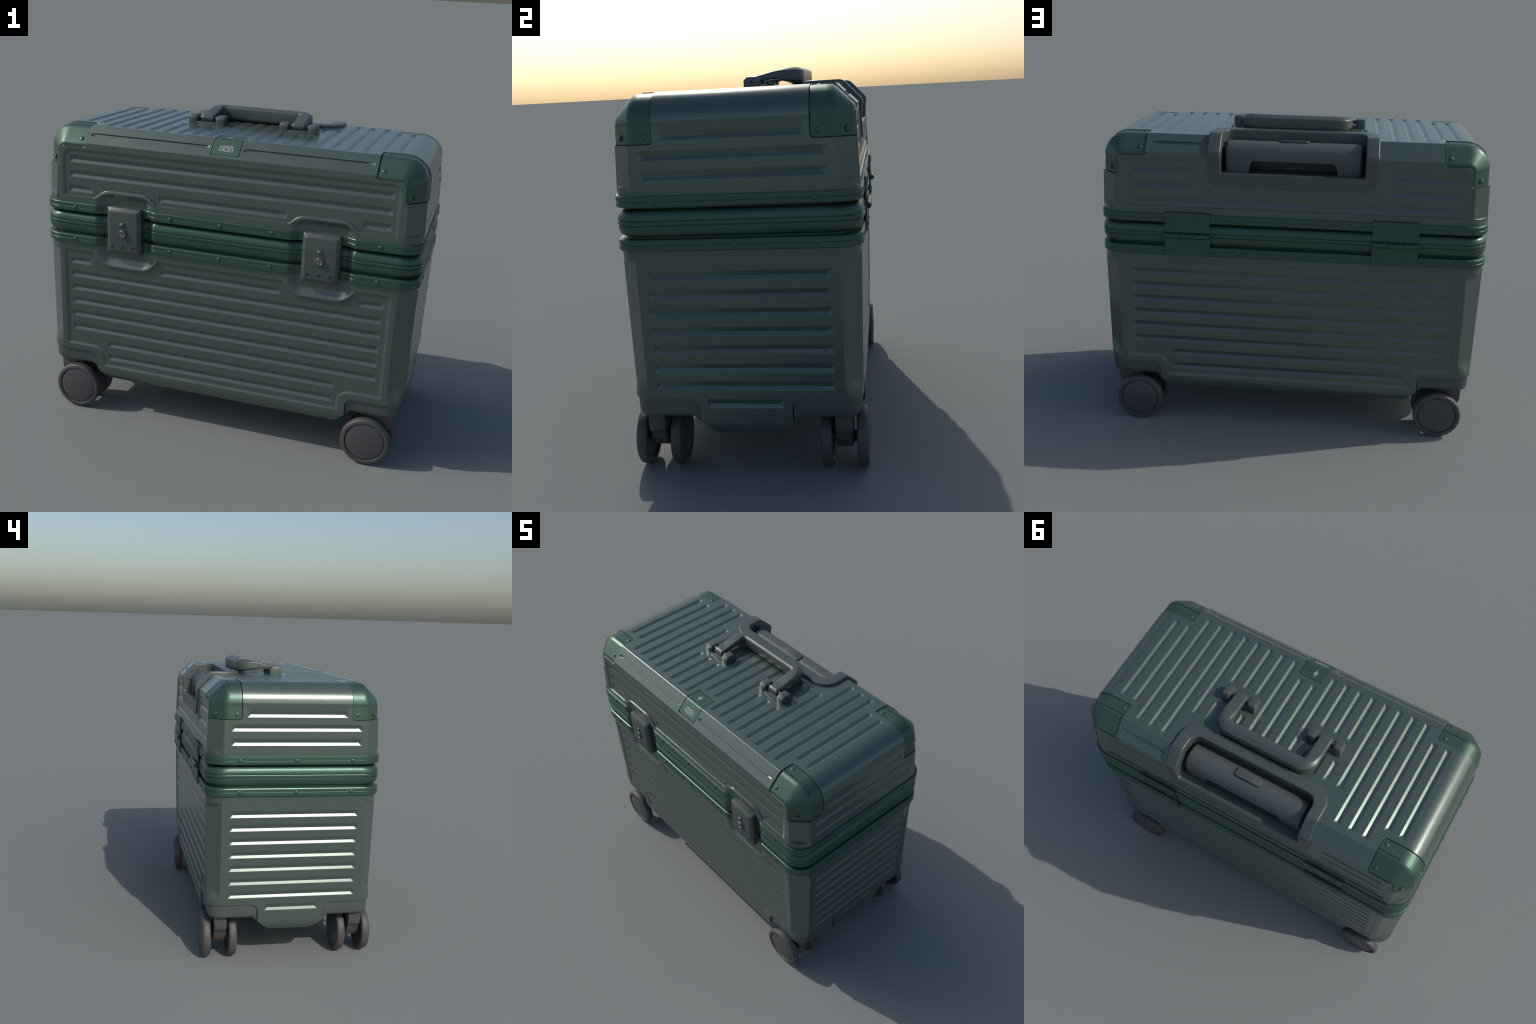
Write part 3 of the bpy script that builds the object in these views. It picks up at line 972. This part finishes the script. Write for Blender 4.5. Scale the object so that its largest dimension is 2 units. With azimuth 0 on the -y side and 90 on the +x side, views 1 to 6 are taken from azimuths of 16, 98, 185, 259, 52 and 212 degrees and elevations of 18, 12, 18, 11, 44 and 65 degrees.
# ------------------------------------------------------------------ hinges
HX, HZ = .5292, 1.0785
def leaf(z0, z1, teeth):
    bm = bmesh.new()
    box_bm(bm, -.1165, .1165, .493, .5015, z0, z1, .0015, 1)
    return bm_mesh(bm, 'hinge_leaf')
LEAF_U, LEAF_L = leaf(1.0955, 1.200, 0), leaf(.972, 1.064, 1)
def barrel(x0, x1):
    prof = [(.004, x0 + .004), (.004, x0), (.0115, x0), (.0132, x0 + .0015), (.0132, x1 - .0015), (.0115, x1), (.004, x1), (.004, x1 - .004)]
    return lathe(prof, 28, 'x').mesh('hinge_barrel', weld=None, recalc=True, angle=40)
BARS = [barrel(-.1165, -.0385), barrel(-.0375, .0375), barrel(.0385, .1165)]
for s in (1, -1):
    h = bpy.data.objects.new('hinge', None); bpy.context.scene.collection.objects.link(h); h.parent = root
    h.location = (s * HX, 0, 0)
    add('hinge_leaf', LEAF_U, h, M_BAND); add('hinge_leaf', LEAF_L, h, M_BAND)
    for b in BARS: add('hinge_barrel', b, h, M_BAND, (0, .5072, HZ))
    for x in (-.0755, .0755):
        for z in (1.168, .9985): rivet((x, .5012, z), (0, 1, 0), h, RIVB)

# ----------------------------------------------------------------- latches
def make_latch_body():
    bm = bmesh.new()
    x, z0, z1, yf, yb = .0935, -.1235, .1235, -.509, -.445
    fx, ft, fb = .077, .105, -.100
    back = [(-x, z0), (x, z0), (x, z1), (-x, z1)]
    front = [(-fx, fb), (fx, fb), (fx, ft), (-fx, ft)]
    vb = [bm.verts.new((a, yb, b)) for a, b in back]
    vm = [bm.verts.new((a, -.4955, b)) for a, b in back]
    vf = [bm.verts.new((a, yf, b)) for a, b in front]
    bm.faces.new(vb)
    for r0, r1 in ((vb, vm), (vm, vf)):
        for i in range(4): bm.faces.new((r0[i], r0[(i + 1) % 4], r1[(i + 1) % 4], r1[i]))
    bm.faces.new(vf)
    bmesh.ops.recalc_face_normals(bm, faces=bm.faces)
    # round the vertical outline corners, then all edges
    es = [e for e in bm.edges if abs(e.verts[0].co.y - e.verts[1].co.y) > .005]
    bmesh.ops.bevel(bm, geom=es, offset=.009, segments=3, affect='EDGES', profile=.5)
    es = [e for e in bm.edges if e.verts[0].co.y < -.49 and e.verts[1].co.y < -.49 and abs(e.verts[0].co.y - e.verts[1].co.y) < .001]
    bmesh.ops.bevel(bm, geom=es, offset=.0022, segments=2, affect='EDGES', profile=.5)
    return bm_mesh(bm, 'latch_body', angle=25)
LB = make_latch_body()
COLLAR = lathe([(.0001, .004), (.0118, .004), (.0125, .0), (.0135, -.0105), (.017, -.0115), (.0215, -.0095), (.0232, -.005), (.0236, .004)][::-1], 40, 'y').mesh('key_collar', weld=None, recalc=True, angle=50)
CORE = lathe([(.0001, -.0045), (.0105, -.0045), (.0118, -.0065), (.0123, -.003)], 32, 'y').mesh('key_core', weld=None, recalc=True, angle=50)
bm = bmesh.new(); box_bm(bm, -.0022, .0022, -.0052, .0, -.0075, .0075); box_bm(bm, -.0042, .0042, -.0054, 0, -.001, .005)
SLOT = bm_mesh(bm, 'key_slot')
bm = bmesh.new()
g = bmesh.ops.create_uvsphere(bm, u_segments=24, v_segments=14, radius=1)
for v in g['verts']: v.co = Vector((v.co.x * .0155, v.co.y * .009, v.co.z * .0115))
KNOB = bm_mesh(bm, 'latch_knob', angle=None)
bm = bmesh.new()
extrude_profile(bm, [(-.022, -.012), (.022, -.012), (.026, -.006), (.014, .006), (0, .0105), (-.014, .006), (-.026, -.006)], 'y', -.5098, -.50, 0)
PLATE = bm_mesh(bm, 'knob_plate')
bm = bmesh.new(); box_bm(bm, -.0072, .0072, -.0012, .004, -.0072, .0072, 0)
es = [e for e in bm.edges if abs(e.verts[0].co.y - e.verts[1].co.y) > .004]
bmesh.ops.bevel(bm, geom=es, offset=.003, segments=2, affect='EDGES')
HOLE = bm_mesh(bm, 'drain_hole')
bm = bmesh.new(); box_bm(bm, -.002, .002, -.006, .006, -.034, .034, .0015)
TAB = bm_mesh(bm, 'side_button')
for s in (1, -1):
    la = bpy.data.objects.new('latch', None); bpy.context.scene.collection.objects.link(la); la.parent = root
    la.location = (s * LX, 0, 1.0715)
    add('latch_body', LB, la, M_LATCH)
    add('key_collar', COLLAR, la, M_LATCH, (0, -.509, -.0105))
    add('key_core', CORE, la, M_STEEL, (0, -.5125, -.0105))
    add('key_slot', SLOT, la, M_BLACK, (0, -.5125, -.0105))
    add('knob_plate', PLATE, la, M_LATCH, (-.003, -.0003, .034))
    add('latch_knob', KNOB, la, M_LATCH, (-.003, -.5095, .038))
    for x in (-.0595, 0, .0575): add('combination_hole', HOLE, la, M_BLACK, (x, -.5087, -.0818))
    for q in (1, -1): add('side_button', TAB, la, M_LATCH, (q * .0905, -.4875, -.048), (0, 0, q * .0))

# ---------------------------------------------------- wheel housings, casters
def make_housing(sx, sy):
    B = Build()
    RH = .078
    xl = list(lines(.697, .978 - RH, .02, (.697, .735, .003))); yl = list(lines(.194, .4725 - RH, .02, (.194, .23, .003)))
    tc = np.linspace(0, 1, 15)[1:-1]
    prof = [(-.0065, .362), (-.0070, .33), (-.0075, .292), (-.0095, .282), (-.014, .2745), (-.021, .2705), (-.032, .2690), (-.060, .2690)]
    P = []
    for o, z in prof:
        hx, hy = .978 + o, .4725 + o
        row = []
        for x in xl:
            dz = -.019 * float(ss(.724, .700, x))
            row.append((x, hy, z + dz * float(ss(.30, .285, z))))
        for t in tc:
            a = t * math.pi / 2
            row.append((.978 - RH + (RH + o) * math.sin(a), .4725 - RH + (RH + o) * math.cos(a), z))
        for y in yl[::-1]:
            dz = -.019 * float(ss(.221, .197, y))
            row.append((hx, y, z + dz * float(ss(.30, .285, z))))
        P.append(row)
    P = np.array(P)
    # inner returns at the two ends
    a = P[:, 0].copy(); a[:, 1] -= .05
    b = P[:, -1].copy(); b[:, 0] -= .05
    P = np.concatenate([a[:, None], P, b[:, None]], 1)
    P[..., 0] *= sx; P[..., 1] *= sy
    B.grid(P, flip=sx * sy > 0)
    cap = P[-1].copy(); cap[:, 2] += 0
    c = [(sx * .69, sy * .19, .2690)]
    B.poly(np.vstack([cap, c]), flip=sx * sy < 0)
    return B.mesh('wheel_housing', angle=50)

def make_fork():
    bm = bmesh.new()
    prof = fillet([(.0, .282), (.124, .282), (.122, .205), (.116, .188), (.100, .178), (.086, .140), (.060, .104), (-.012, .100), (-.030, .124), (-.022, .17), (-.010, .22)], .012, 4, closed=True)
    extrude_profile(bm, prof, 'y', -.0355, .0355, bevel=.005)
    g = bmesh.ops.create_cone(bm, segments=32, radius1=.024, radius2=.024, depth=.14, cap_ends=True)
    for v in g['verts']: v.co = Vector((v.co.x, v.co.z, v.co.y + .127))
    return bm_mesh(bm, 'fork', angle=35)
R = .127
def tyre_prof():
    w = .0235
    inner = [(.02, w - .013), (.098, w - .013), (.1015, w - .009), (.1035, w - .0015), (.1045, w)]
    outer = [(.115, w), (.1195, w - .0008), (.1235, w - .004), (.1262, w - .009), (R, w - .016)]
    p = inner + outer
    return p + [(r, -a) for r, a in p[::-1]]
TYRE = lathe(tyre_prof(), 96, 'y').mesh('tyre', recalc=True, angle=45)
CAPM = lathe([(.0001, .0290), (.02, .0287), (.045, .0272), (.07, .0248), (.088, .0222), (.0955, .0205), (.0995, .018), (.1005, .010)], 72, 'y').mesh('hub_cap', weld=2e-4, recalc=True, angle=50)
FORK = make_fork()
for sx in (1, -1):
    for sy in (-1, 1):
        add('wheel_housing', make_housing(sx, sy), root, M_GREY)
        ca = bpy.data.objects.new('caster', None); bpy.context.scene.collection.objects.link(ca); ca.parent = root
        ca.location = (sx * .8135, sy * .391, 0)
        ca.rotation_euler = (0, 0, 0 if sx > 0 else math.pi)
        add('fork', FORK, ca, M_FORK)
        for q in (1, -1):
            add('tyre', TYRE, ca, M_TYRE, (0, q * .074, R))
            add('hub_cap', CAPM, ca, M_CAP, (0, q * .074, R), (0, 0, 0 if q > 0 else math.pi))
